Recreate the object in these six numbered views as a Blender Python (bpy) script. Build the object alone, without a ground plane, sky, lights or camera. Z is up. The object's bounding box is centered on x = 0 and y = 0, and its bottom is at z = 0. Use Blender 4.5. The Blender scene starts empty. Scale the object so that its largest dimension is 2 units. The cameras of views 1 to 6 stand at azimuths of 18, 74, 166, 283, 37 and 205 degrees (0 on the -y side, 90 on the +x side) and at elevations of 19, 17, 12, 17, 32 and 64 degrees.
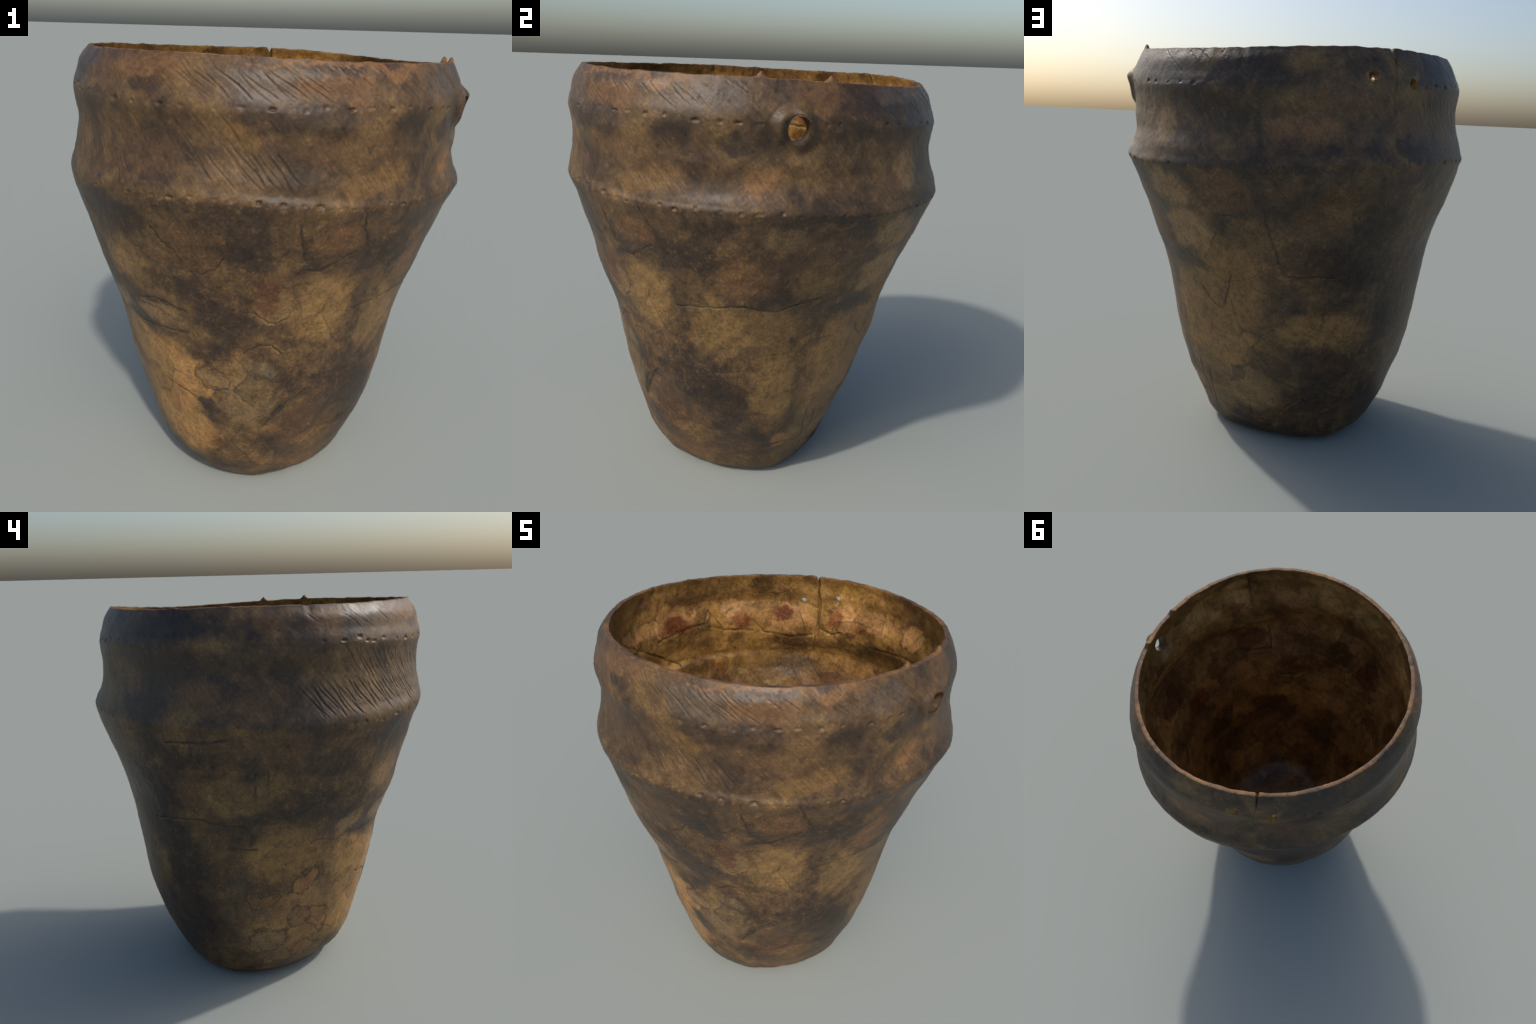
# A hand-built prehistoric clay urn: tapering body, two sharp ridges with punched dots,
# a hollow neck between them, a perforated lug, two repair holes beside a crack.
import bpy
import math
import numpy as np

# ------------------------------------------------------------------ form
# Profile stations.  Below ZC a station is an angle (degrees/100) seen from the point
# (0, 0, ZC) and the value a distance from it; above ZC it is a height and the value a
# radius.  Heights are "nominal": the two ridges and the rim wander (see RIDGE_* below).
# Each station: mean size, then how far it is out of round (cos/sin of 1..4 times azimuth).
ZC = 0.6
STATIONS = [
    (-0.900, (0.600, 0, 0, 0, 0, 0, 0, 0, 0)),
    (-0.780, (0.653, 0.001, -0.007, -0.001, 0.004, 0.004, -0.002, 0.002, 0)),
    (-0.680, (0.693, 0.003, -0.014, -0.003, 0.007, 0.006, -0.003, 0.005, 0)),
    (-0.600, (0.719, 0.006, -0.019, -0.005, 0.009, 0.007, -0.003, 0.007, 0)),
    (-0.520, (0.701, 0.011, -0.024, -0.008, 0.011, 0.004, 0, 0.007, 0.002)),
    (-0.450, (0.674, 0.017, -0.035, -0.005, 0.012, 0.004, -0.002, 0.007, 0.001)),
    (-0.380, (0.651, 0.015, -0.036, -0.003, 0.016, 0.004, -0.002, 0.009, 0)),
    (-0.300, (0.631, 0.008, -0.032, -0.004, 0.021, 0.001, -0.002, 0.009, 0)),
    (-0.200, (0.619, 0.004, -0.029, -0.004, 0.023, -0.002, 0.001, 0.008, -0.001)),
    (-0.100, (0.621, 0.003, -0.027, -0.004, 0.023, -0.002, 0.002, 0.007, 0.001)),
    (0.0, (0.637, 0.004, -0.026, -0.005, 0.019, -0.002, 0.005, 0.005, 0.002)),
    (0.120, (0.659, 0.003, -0.023, -0.002, 0.012, 0, 0.005, 0.003, -0.001)),
    (0.240, (0.681, 0.002, -0.020, -0.002, 0.006, -0.001, 0.005, 0.001, -0.002)),
    (0.360, (0.710, 0.007, -0.018, 0.001, -0.005, -0.001, 0.002, 0, -0.005)),
    (0.480, (0.746, 0.008, -0.012, 0.004, -0.015, -0.001, -0.001, 0.003, -0.005)),
    (0.600, (0.784, 0.001, -0.009, 0.003, -0.019, -0.001, 0.001, 0.001, -0.005)),
    (0.700, (0.821, -0.002, -0.006, 0.003, -0.019, 0.001, 0.004, 0.001, -0.003)),
    (0.790, (0.851, -0.002, -0.003, 0.002, -0.018, 0.001, 0.005, -0.001, -0.001)),
    (0.855, (0.873, -0.001, 0.002, 0.004, -0.019, 0.003, 0.004, 0.001, -0.001)),
    (0.885, (0.881, -0.004, 0.001, 0.001, -0.021, 0.005, 0.005, 0.004, -0.003)),
    (0.910, (0.875, -0.003, 0, 0.002, -0.024, 0.005, 0.005, 0.004, -0.004)),
    (0.960, (0.859, 0.001, 0.002, 0.003, -0.023, 0.009, 0.011, 0.001, -0.002)),
    (1.030, (0.842, 0.007, 0.005, 0.004, -0.020, 0.007, 0.011, 0, 0.001)),
    (1.100, (0.838, 0.011, 0.009, 0.003, -0.016, 0.004, 0.012, -0.001, 0.003)),
    (1.170, (0.847, 0.014, 0.013, 0.002, -0.013, 0.001, 0.013, -0.003, 0.002)),
    (1.215, (0.852, 0.017, 0.017, 0.003, -0.012, 0.003, 0.010, -0.005, 0)),
    (1.240, (0.849, 0.018, 0.019, 0.002, -0.012, 0.001, 0.009, -0.002, 0)),
    (1.280, (0.836, 0.018, 0.022, 0, -0.012, 0, 0.008, 0, 0)),
    (1.330, (0.820, 0.020, 0.022, 0.001, -0.013, 0, 0.008, -0.001, 0.001)),
    (1.380, (0.789, 0.018, 0.024, -0.002, -0.012, 0.002, 0.007, -0.002, 0)),
]
LOW0, UP0, TOP0 = 1.485, 1.83, 1.98          # nominal heights of lower ridge, upper ridge, rim
RIDGE_UP = [(-150, 1.832), (-125, 1.852), (-70, 1.856), (-45, 1.848), (-20, 1.831), (10, 1.827),
            (45, 1.832), (75, 1.810), (100, 1.806), (130, 1.799), (150, 1.806), (180, 1.816)]
RIDGE_LOW = [(-150, 1.503), (-110, 1.50), (-55, 1.49), (-35, 1.487), (-15, 1.505), (8, 1.517),
             (25, 1.500), (45, 1.470), (80, 1.472), (110, 1.455), (140, 1.455), (175, 1.492)]
RIM = (1.9772, 0.0155, -0.0173, 0.0015, 0.0052, -0.0025, -0.0023, 0.0029, 0.0008)

LUG = (87.7, 1.790)                           # azimuth, height of the perforated lug
REPAIR_HOLES = [(-171.9, 1.853), (-156.7, 1.833)]
CRACK_AZ = -163.7                             # the open crack between them
NUBS = [(78.0, 0.026), (97.5, 0.024)]

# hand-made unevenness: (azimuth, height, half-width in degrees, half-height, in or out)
LUMPS = [(50, 0.35, 16, 0.12, -0.020), (55, 1.37, 20, 0.07, -0.014), (62, 0.80, 14, 0.17, -0.012),
         (58, 1.10, 14, 0.12, -0.010), (8, 1.02, 12, 0.12, 0.010), (38, 1.82, 14, 0.05, -0.013), (44, 0.42, 13, 0.09, -0.016), (40, 1.41, 14, 0.05, -0.013), (30, 1.85, 12, 0.06, -0.008), (45, 1.25, 14, 0.10, -0.006),
         (170, 1.14, 12, 0.04, 0.009), (-85, 0.95, 18, 0.06, -0.008),
         (20, 1.17, 10, 0.10, 0.009),
         (64, 1.66, 18, 0.07, 0.016), (-80, 1.28, 24, 0.09, -0.013), (-95, 1.78, 12, 0.06, -0.008),
         (-95, 1.53, 22, 0.07, -0.011), (-118, 0.30, 10, 0.10, -0.008), (-88, 0.12, 14, 0.06, -0.010),
         (124, 0.25, 14, 0.08, 0.010), (124, 0.07, 14, 0.05, -0.008), (158, 0.74, 13, 0.12, 0.014),
         (-165, 1.22, 16, 0.08, -0.010), (175, 1.04, 16, 0.14, 0.017), (176, 1.39, 16, 0.06, 0.017),
         (182, 0.82, 12, 0.07, 0.008), (-132, 0.45, 13, 0.14, -0.010), (-30, 0.42, 12, 0.16, 0.012),
         (-18, 0.72, 12, 0.2, 0.008), (-72, 1.72, 20, 0.07, -0.010), (95, 1.66, 10, 0.06, 0.009),
         (48, 1.90, 16, 0.05, -0.006), (178, 1.86, 13, 0.06, -0.007), (-165, 0.07, 22, 0.07, 0.027)]

# joins between the glued sherds and scratches, as (azimuth, height) polylines
CRACKS = [
    [(-12.8, 1.372), (-9.3, 1.311), (-7.6, 1.285)],
    [(-3.0, 1.196), (0.7, 1.189), (4.6, 1.217), (7.4, 1.272)],
    [(15.6, 1.028), (19.9, 0.971), (23.0, 0.970), (26.1, 0.993), (28.4, 1.047)],
    [(-33.0, 0.857), (-23.9, 0.875), (-15.8, 0.874), (-7.6, 0.885)],
    [(-24.8, 1.009), (-16.6, 1.035), (-10.9, 1.014), (-6.0, 0.995)],
    [(-23.5, 0.584), (-15.2, 0.560), (-8.0, 0.531)],
    [(19.3, 0.404), (21.2, 0.451), (24.2, 0.500), (28.9, 0.574), (35.7, 0.621)],
    [(30.3, 1.214), (34.8, 1.208), (36.1, 1.222), (45.2, 1.283)],
    [(43.7, 1.468), (45.3, 1.387), (48.1, 1.299)],
    [(26.7, 1.421), (27.4, 1.351), (29.0, 1.261)],
    [(11.9, 0.816), (16.9, 0.859), (21.4, 0.861), (25.5, 0.815)],
    [(49.6, 1.001), (57.4, 1.011), (65.1, 1.016), (73.5, 1.032), (85.4, 1.003), (90.4, 1.028), (101.4, 1.062)],
    [(86.8, 0.214), (96.5, 0.226), (105.8, 0.218)],
    [(111.8, 0.208), (109.1, 0.325), (109.8, 0.408)],
    [(141.6, 1.244), (147.2, 1.245), (152.6, 1.237)],
    [(157.1, 1.286), (157.8, 1.212), (159.8, 1.121), (161.4, 1.043), (163.8, 0.980)],
    [(163.8, 0.976), (168.6, 0.963), (175.8, 0.974), (182.8, 0.962)],
    [(125.9, 0.861), (130.4, 0.795), (134.6, 0.762)],
    [(142.9, 0.954), (140.2, 0.860), (137.6, 0.786)],
    [(135.9, 0.413), (147.0, 0.470), (154.1, 0.458), (160.9, 0.402), (170.1, 0.365)],
    [(-159.4, 0.258), (-155.1, 0.327), (-148.7, 0.364)],
    [(-168.4, 0.05), (-174.0, 0.140), (-171.9, 0.208)],
    [(129.2, 0.153), (137.0, 0.122), (143.1, 0.112), (153.6, 0.124)],
    [(118.0, 0.18), (128.8, 0.123), (148.0, 0.086), (158.2, 0.096)],
    [(142.7, 0.201), (144.1, 0.150), (148.5, 0.114)],
    [(162.8, 0.187), (168.4, 0.253), (173.4, 0.292)],
    [(116.4, 0.367), (115.9, 0.269), (113.1, 0.152)],
    [(-122.1, 0.977), (-107.0, 1.005), (-98.3, 1.014), (-90.9, 0.988), (-82.4, 0.993)],
    [(-86.6, 0.982), (-88.9, 0.872)],
    [(-88.5, 0.873), (-81.6, 0.865), (-77.8, 0.862)],
    [(-78.2, 1.283), (-78.3, 1.144)],
    [(-74.2, 1.281), (-73.9, 1.160)],
    [(-56.8, 0.878), (-50.9, 0.881), (-45.4, 0.857)],
    [(-106.5, 1.414), (-91.1, 1.425), (-86.2, 1.443)],
]
CRACKS_INSIDE = [
    [(-101.1, 1.476), (-86.7, 1.603), (-66.0, 1.762)],
    [(-161.1, 1.626), (-150.6, 1.604), (-138.6, 1.635), (-134.1, 1.711)],
    [(-164.0, 1.975), (-163.3, 1.818), (-163.8, 1.703), (-163.4, 1.629)],
    [(-134.1, 1.648), (-120.6, 1.663), (-111.4, 1.702), (-113.3, 1.794)],
    [(-174.0, 1.659), (-170.2, 1.641), (-164.9, 1.663)],
    [(-112.9, 1.719), (-106.7, 1.713), (-88.1, 1.677)],
    [(28.1, 1.257), (38.8, 1.265), (48.6, 1.307)],
    [(28.0, 1.257), (28.2, 1.361), (29.6, 1.483)],
    [(5.7, 1.094), (13.3, 1.025), (24.9, 1.030), (26.9, 1.124)],
    [(37.7, 1.965), (36.7, 1.797), (36.6, 1.669)],
    [(80.0, 1.60), (95.0, 1.63), (120.0, 1.60), (150.0, 1.62), (172.0, 1.60)],
    [(-30.0, 1.25), (-10.0, 1.22), (5.0, 1.26)],
    [(70.0, 0.92), (90.0, 0.98), (110.0, 0.93)],
]


def periodic(knots):
    a = np.array(sorted(knots), float)
    x = np.r_[a[:, 0] - 360, a[:, 0], a[:, 0] + 360]
    y = np.tile(a[:, 1], 3)
    dense = np.linspace(-360, 360, 1441)
    v = np.interp(dense, x, y)
    k = np.exp(-np.linspace(-2, 2, 25) ** 2)
    v = np.convolve(np.pad(v, 12, mode="edge"), k / k.sum(), "valid")
    return lambda deg: np.interp(deg, dense, v)


ridge_up, ridge_low = periodic(RIDGE_UP), periodic(RIDGE_LOW)


def fourier(th, coef):
    out = coef[0] + 0 * th
    for k in range(1, (len(coef) - 1) // 2 + 1):
        out = out + coef[2 * k - 1] * np.cos(k * th) + coef[2 * k] * np.sin(k * th)
    return out


def pchip(x, y, q):
    """Monotone cubic through the stations: no overshoot at the ridges."""
    h = np.diff(x)
    d = np.diff(y) / h
    m = np.zeros_like(y)
    same = d[1:] * d[:-1] > 0
    w1, w2 = 2 * h[1:] + h[:-1], h[1:] + 2 * h[:-1]
    m[1:-1][same] = ((w1 + w2)[same]) / (w1[same] / d[:-1][same] + w2[same] / d[1:][same])
    m[0], m[-1] = d[0], d[-1]
    i = np.clip(np.searchsorted(x, q) - 1, 0, len(x) - 2)
    s = (q - x[i]) / h[i]
    return ((1 + 2 * s) * (1 - s) ** 2 * y[i] + s * (1 - s) ** 2 * h[i] * m[i]
            + s * s * (3 - 2 * s) * y[i + 1] + s * s * (s - 1) * h[i] * m[i + 1])


ST_X = np.array([s[0] for s in STATIONS])
ST_Y = np.array([s[1] for s in STATIONS], float)
T_DENSE = np.linspace(ST_X[0], ST_X[-1], 3000)
C_DENSE = np.stack([pchip(ST_X, ST_Y[:, k], T_DENSE) for k in range(9)], 1)


def size_at(th, t):
    out = np.interp(t, T_DENSE, C_DENSE[:, 0])
    for k in range(1, 5):
        out = out + np.interp(t, T_DENSE, C_DENSE[:, 2 * k - 1]) * np.cos(k * th)
        out = out + np.interp(t, T_DENSE, C_DENSE[:, 2 * k]) * np.sin(k * th)
    return out


def real_height(th, nominal):
    deg = np.degrees(th)
    lo, up, top = ridge_low(deg), ridge_up(deg), fourier(th, RIM)
    z = np.where(nominal > 1.2, 1.2 + (nominal - 1.2) * (lo - 1.2) / (LOW0 - 1.2), nominal)
    z = np.where(nominal > LOW0, lo + (nominal - LOW0) * (up - lo) / (UP0 - LOW0), z)
    return np.where(nominal > UP0, up + (nominal - UP0) * (top - up) / (TOP0 - UP0), z)


# ------------------------------------------------------------------ noise
_P = np.random.default_rng(11).permutation(256)
_P = np.r_[_P, _P, _P]
_G = np.random.default_rng(12).normal(size=(256, 3))
_G /= np.linalg.norm(_G, axis=1)[:, None]


def perlin(p):
    i = np.floor(p).astype(int)
    f = p - i
    u = f * f * f * (f * (f * 6 - 15) + 10)
    i &= 255
    out = 0
    for dx in (0, 1):
        for dy in (0, 1):
            for dz in (0, 1):
                g = _G[_P[_P[_P[i[:, 0] + dx] + i[:, 1] + dy] + i[:, 2] + dz]]
                w = ((u[:, 0] if dx else 1 - u[:, 0]) * (u[:, 1] if dy else 1 - u[:, 1])
                     * (u[:, 2] if dz else 1 - u[:, 2]))
                out = out + w * (g * (f - (dx, dy, dz))).sum(1)
    return out


def fractal(p, octaves=3, gain=0.5):
    out, a = 0, 1.0
    for o in range(octaves):
        out = out + a * perlin(p * 2 ** o + 17.3 * o)
        a *= gain
    return out


def smooth(a, b, x):
    s = np.clip((x - a) / (b - a), 0, 1)
    return s * s * (3 - 2 * s)


def wrap(deg):
    return (deg + 180) % 360 - 180


# ------------------------------------------------------------------ surface grid
N_AZ = 1440
s = np.linspace(-180, 180, 20001)
density = 1 + 2.0 * np.exp(-((s - 0) / 3.0) ** 2)       # finer columns along the crack
cum = np.r_[0, np.cumsum((density[1:] + density[:-1]) / 2)]
az = np.interp(np.arange(N_AZ) / N_AZ, cum / cum[-1], s) + CRACK_AZ
az = np.radians(az)

t_outer = np.r_[np.linspace(-0.895, 0, 180)[:-1], np.linspace(0, 1.38, 400)]
t_inner = np.r_[np.linspace(1.38, 0, 170), np.linspace(0, -0.88, 70)[1:]]
LIP_STEPS = 9


def hole_remap(TH, TT, deg, height, rx, rz, k0, K):
    """Open a round hole in a grid: grid ring k0 becomes the hole's edge, the rings
    beyond it ease back to the grid.  Returns the centre's row and column."""
    zz = real_height(TH[:, 0] * 0 + math.radians(deg), np.maximum(TT[:, 0], 0) + ZC)
    i0 = int(np.abs(zz - height).argmin())
    j0 = int(np.abs(wrap(np.degrees(TH[i0]) - deg)).argmin())
    r = float(size_at(np.array([math.radians(deg)]), TT[i0, :1])[0])
    for di in range(-K, K + 1):
        for dj in range(-K, K + 1):
            k = max(abs(di), abs(dj))
            if k < k0:
                continue
            i, j = i0 + di, (j0 + dj) % N_AZ
            x = math.radians(wrap(math.degrees(TH[i, j]) - deg)) * r
            y = TT[i, j] + ZC - (TT[i0, j] + ZC)
            a = math.atan2(di * (1 if TT[i0 + 1, 0] > TT[i0, 0] else -1), dj)
            grow = 1 + 0.10 * (k - k0)
            cx, cy = rx * grow * math.cos(a), rz * grow * math.sin(a)
            w = smooth(k0, K, np.array(float(k)))
            nx, ny = cx + (x - cx) * w, cy + (y - cy) * w
            TH_new[i, j] = math.radians(deg) + nx / r
            TT_new[i, j] = TT[i0, j] + ny
    return i0, j0


grids = []
for ts in (t_outer, t_inner):
    TH = np.tile(az, (len(ts), 1))
    TT = np.tile(ts[:, None], (1, N_AZ))
    grids.append([TH, TT])

HOLES = [("lug", LUG[0], LUG[1], 0.041, 0.050, 0.040, 0.045, 5, 15),
         ("repair", *REPAIR_HOLES[0], 0.025, 0.023, 0.014, 0.014, 3, 9),
         ("repair", *REPAIR_HOLES[1], 0.024, 0.026, 0.013, 0.015, 3, 9)]
hole_index = []
for name, deg, height, rx, rz, rxi, rzi, k0, K in HOLES:
    got = []
    for g, (TH, TT) in enumerate(grids):
        TH_new, TT_new = TH.copy(), TT.copy()
        got.append(hole_remap(TH, TT, deg, height, *((rx, rz) if g == 0 else (rxi, rzi)), k0, K))
        grids[g] = [TH_new, TT_new]
    hole_index.append((got[0], got[1], k0))


def base_point(TH, TT, push):
    """Point of the form, pushed outwards by `push` (negative: inwards)."""
    R = size_at(TH, TT) + push
    low = TT < 0
    ph = np.radians(np.minimum(TT, 0) * 100)
    rho = np.where(low, R * np.cos(ph), R)
    z = np.where(low, ZC + R * np.sin(ph), real_height(TH, np.maximum(TT, 0) + ZC))
    return rho, z


def to_xyz(TH, rho, z):
    return np.stack([rho * np.sin(TH), -rho * np.cos(TH), z], -1)


# ------------------------------------------------------------------ relief
DOTS_UP = [-42, -28, -22, -16, -8, -2, 6, 12, 19, 26, 31, 37, 42, 48, 54, 62, 68, 73, 78, 95, 99, 114, 119, 125,
           130, 135, 140, 149, -151, -145, -139, -133, -127, -120, -115, -101, -96, -71, -57, -51, -45, -40, -35]
DOTS_LOW = [-23, -17, -10, -5, 0, 6, 10, 16, 22, 27, 31, 36, 40, 46, 51, 56, 62, 68, 74, 79, 84, 89, 96, 101,
            108, 115, 121, 128, 135, 142, 152, 160, -172, -166, -160, -156, -151, -145, -141, -136, -130,
            -55, -48, -44, -37, -30]

rng = np.random.default_rng(5)
dots = []
for list_, ridge, dz in ((DOTS_UP, ridge_up, -0.001), (DOTS_LOW, ridge_low, -0.001)):
    for d in list_:
        fade = 0.3 if abs(d) > 144 and not -165 < d < -100 else 0.5 if -135 < d < -62 else 0.6 if d > 93 else 0.8
        dots.append((d + rng.normal(0, 0.25), float(ridge(np.array(d))) + dz + rng.normal(0, 0.004),
                     rng.uniform(0.007, 0.016), rng.uniform(0.0045, 0.0085), fade * rng.choice([0.4, 0.8, 1.0]) * rng.uniform(0.006, 0.013)))


# bands of cord strokes: from azimuth, to azimuth, spacing, top and bottom as share of the band,
# share left after wear, depth, how far a stroke breaks up into single pits
STROKES_COLLAR = [(-8, 24, 1.9, (0.97, 0.05), 0.95, 0.0027, 0.1), (23, 48, 2.5, (0.95, 0.35), 0.85, 0.0034, 0.9),
                  (46, 72, 2.7, (0.92, 0.05), 0.85, 0.0036, 0.75), (-62, -12, 3.8, (0.95, 0.2), 0.5, 0.0016, 0.4),
                  (100, 142, 3.4, (0.95, 0.1), 0.6, 0.0028, 0.9), (-175, -110, 5.0, (0.9, 0.1), 0.45, 0.0014, 0.5)]
STROKES_NECK = [(-4, 22, 1.6, (0.55, 0.06), 0.9, 0.0022, 0.1), (-66, -22, 1.4, (0.50, 0.04), 0.95, 0.0025, 0.1),
                (-50, -15, 1.6, (0.95, 0.45), 0.8, 0.0018, 0.15), (-22, 20, 1.9, (0.95, 0.5), 0.7, 0.0011, 0.1),
                (22, 75, 2.6, (0.9, 0.05), 0.6, 0.0013, 0.4), (-160, -120, 2.0, (0.9, 0.3), 0.7, 0.0014, 0.2),
                (98, 140, 3.4, (0.9, 0.05), 0.5, 0.0018, 0.7)]
strokes = []
for bands, low, high, tilt in ((STROKES_COLLAR, ridge_up, None, 92.0), (STROKES_NECK, ridge_low, ridge_up, 52.0)):
    for a_from, a_to, step, (hi, lo_), share, depth, bead in bands:
        for a in np.arange(a_from, a_to, step):
            if rng.random() > share:
                continue
            zb = float(low(np.array(a))) + 0.012
            zt = (float(high(np.array(a))) - 0.02) if high else 1.975
            t1 = zb + (zt - zb) * min(1, hi + rng.normal(0, 0.05))
            t0 = zb + (zt - zb) * (lo_ + abs(rng.normal(0, 0.10)))
            if rng.random() < 0.25:
                t0, t1 = sorted((t0 + (t1 - t0) * rng.random() * 0.6, t1))
            tl = tilt * rng.normal(1, 0.07)
            strokes.append((a + rng.normal(0, 0.3) - tl * (zt - t1) * 0, t1, max(t1 - t0, 0.02), tl,
                            rng.uniform(0.0030, 0.0040), depth * rng.uniform(0.65, 1.15), bead))


def carve(lines, deg, z, r, width, depth):
    out = np.zeros_like(z)
    for line in lines:
        for (a0, z0), (a1, z1) in zip(line[:-1], line[1:]):
            k = math.pi / 180 * r
            lx, ly = (a1 - a0) * k, z1 - z0
            m = np.nonzero((z > min(z0, z1) - 0.03) & (z < max(z0, z1) + 0.03)
                           & (np.abs(wrap(deg - (a0 + a1) / 2)) < abs(a1 - a0) / 2 + 2.5))[0]
            x, y = wrap(deg[m] - a0) * k, z[m] - z0
            x = x + 0.003 * np.sin(y * 90 + a0) + 0.0015 * np.sin(y * 260 + a1)
            y = y + 0.003 * np.sin(wrap(deg[m] - a0) * 0.9 + z0 * 50)
            f = np.clip((x * lx + y * ly) / (lx * lx + ly * ly), 0, 1)
            d = np.hypot(x - f * lx, y - f * ly)
            out[m] = np.maximum(out[m], depth * np.exp(-(d / width) ** 2))
    return out


def outer_relief(TH, TT, rho, z):
    shape = TH.shape
    deg = np.degrees(TH).ravel()
    P = to_xyz(TH, rho, z).reshape(-1, 3)
    z = z.ravel()
    nominal = (TT + ZC).ravel()
    D = 0.0030 * fractal(P * 4.5, 2) + 0.0022 * fractal(P * 13 + 5, 2) + 0.0010 * fractal(P * 36 + 9, 2)
    D += 0.010 * fractal(P * 6 + 23, 2) * smooth(0.28, 0.05, z)          # knobbly foot
    for d0, z0, wd, wz, amt in LUMPS:
        D += amt * np.exp(-(wrap(deg - d0) / wd) ** 2 - ((z - z0) / wz) ** 2)
    # the scar low on the front: a spalled flake with a sharp upper-left edge
    u, v = np.radians(wrap(deg - 38)) * 0.55, z - 0.42
    q = u * 0.81 - v * 0.59 + 0.012 * perlin(P * 12 + 77)
    along = u * 0.59 + v * 0.81 - 0.01
    D -= 0.009 * smooth(-0.150, -0.136, q) * (1 - smooth(-0.135, 0.10, q)) * (1 - smooth(0.10, 0.18, np.abs(along)))
    D -= carve(CRACKS, deg, z, 0.8, 0.0045, 0.0040)
    up, lo = ridge_up(deg), ridge_low(deg)

    # punched dots along both ridges
    for d, zz, w, h, depth in dots:
        m = (np.abs(z - zz) < 0.03) & (np.abs(wrap(deg - d)) < 3)
        x = np.radians(wrap(deg[m] - d)) * 0.87 / w
        y = (z[m] - zz) / h
        D[m] -= depth * np.exp(-(np.abs(x) ** 2.6 + np.abs(y) ** 2.6) ** 1.4)

    # slanting strokes pressed with a cord, one by one, on collar and neck
    for a0, z0, length, tilt, width, depth, bead in strokes:
        dz = z - z0
        m = np.nonzero((dz < 0.01) & (dz > -length - 0.01) & (np.abs(wrap(deg - (a0 + tilt * length / 2))) < tilt * length / 2 + 1.5))[0]
        if not len(m):
            continue
        f = -dz[m] / length
        x = np.radians(wrap(deg[m] - a0 - tilt * (f + 0.05 * np.sin(f * 5 + a0)) * length)) * 0.85 * 0.75
        press = smooth(-0.06, 0.1, f) * (1 - smooth(0.9, 1.06, f))
        press = press * (1 - bead * (0.5 + 0.5 * np.sin(f * length * 360 + a0)))
        D[m] -= depth * press * np.exp(-np.abs(x / width) ** 2.2)
        D[m] += 0.6 * depth * press * np.exp(-((x - 2.2 * width) / width) ** 2)

    # lug: a swelling with a proud collar round its hole
    x = np.radians(wrap(deg - LUG[0])) * 0.86
    y = z - LUG[1]
    m = (np.abs(x) < 0.2) & (np.abs(y) < 0.2)
    d = np.hypot(x[m] * np.where(x[m] < 0, 0.75, 1.05), y[m] * 0.86)
    D[m] += (0.019 + 0.10 * y[m] + 0.006 * np.sin(x[m] * 60)) * (1 - smooth(0.049, 0.090, d)) - 0.004 * (1 - smooth(0.040, 0.050, d))
    # dishing round the repair holes
    for dg, zz in REPAIR_HOLES:
        x = np.radians(wrap(deg - dg)) * 0.81
        d = np.hypot(x, z - zz)
        D -= 0.007 * np.exp(-(d / 0.024) ** 2)

    # open crack
    cx = np.radians(wrap(deg - CRACK_AZ - 0.6 * np.sin((z - 1.5) * 17) - 0.9 * smooth(1.8, 1.6, z))) * 0.81
    D -= (0.0035 + 0.006 * smooth(1.86, 1.97, z)) * np.exp(-(cx / 0.0032) ** 2) * smooth(1.60, 1.72, z)
    return D.reshape(shape)


rho_o, z_o = base_point(*grids[0], 0.0)
D = outer_relief(*grids[0], rho_o, z_o)
rho_o, z_o = base_point(*grids[0], D)
z_o = np.where(grids[0][1] >= 0, z_o, z_o)

# inner wall: the same form, thickness varying down the wall
TH_i, TT_i = grids[1]
thick = pchip(np.array([-0.95, -0.6, -0.3, 0.0, 0.6, 0.78, 0.88, 1.0, 1.1, 1.24, 1.33, 1.385]),
              np.array([0.075, 0.065, 0.052, 0.046, 0.046, 0.050, 0.063, 0.058, 0.056, 0.054, 0.036, 0.022]), TT_i)
rho_i, z_i = base_point(TH_i, TT_i, -thick)
P = to_xyz(TH_i, rho_i, z_i).reshape(-1, 3)
Di = (0.005 * fractal(P * 4.0 + 50, 2) + 0.0045 * fractal(P * 11 + 60, 3) + 0.0016 * fractal(P * 40 + 70, 2)
      + carve(CRACKS_INSIDE, np.degrees(TH_i).ravel(), z_i.ravel(), 0.78, 0.005, 0.006)).reshape(TH_i.shape)
cx = np.radians(wrap(np.degrees(TH_i) - CRACK_AZ - 0.6 * np.sin((z_i - 1.5) * 17) - 0.9 * smooth(1.8, 1.6, z_i))) * 0.77
lx, ly = np.radians(wrap(np.degrees(TH_i) - LUG[0])) * 0.8, z_i - LUG[1]
Di += 0.024 * (1 - smooth(0.05, 0.11, np.hypot(lx, ly)))       # wall dished out behind the lug
Di += 0.014 * np.exp(-(cx / 0.0045) ** 2) * smooth(1.50, 1.60, z_i)
rho_i, z_i = base_point(TH_i, TT_i, -thick + Di)

# flat, slightly lumpy foot: nothing below the ground
foot = to_xyz(grids[0][0], rho_o, z_o).reshape(-1, 3)
floor_z = (0.006 + 0.010 * fractal(foot * (5, 5, 0) + 3, 2)).reshape(z_o.shape)
k = 0.02
z_o = np.where(z_o < 0.3, floor_z + k * np.logaddexp(0, (z_o - floor_z) / k), z_o)
z_i = np.where(z_i < 0.4, 0.075 + 0.03 * np.logaddexp(0, (z_i - 0.075) / 0.03), z_i)

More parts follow.
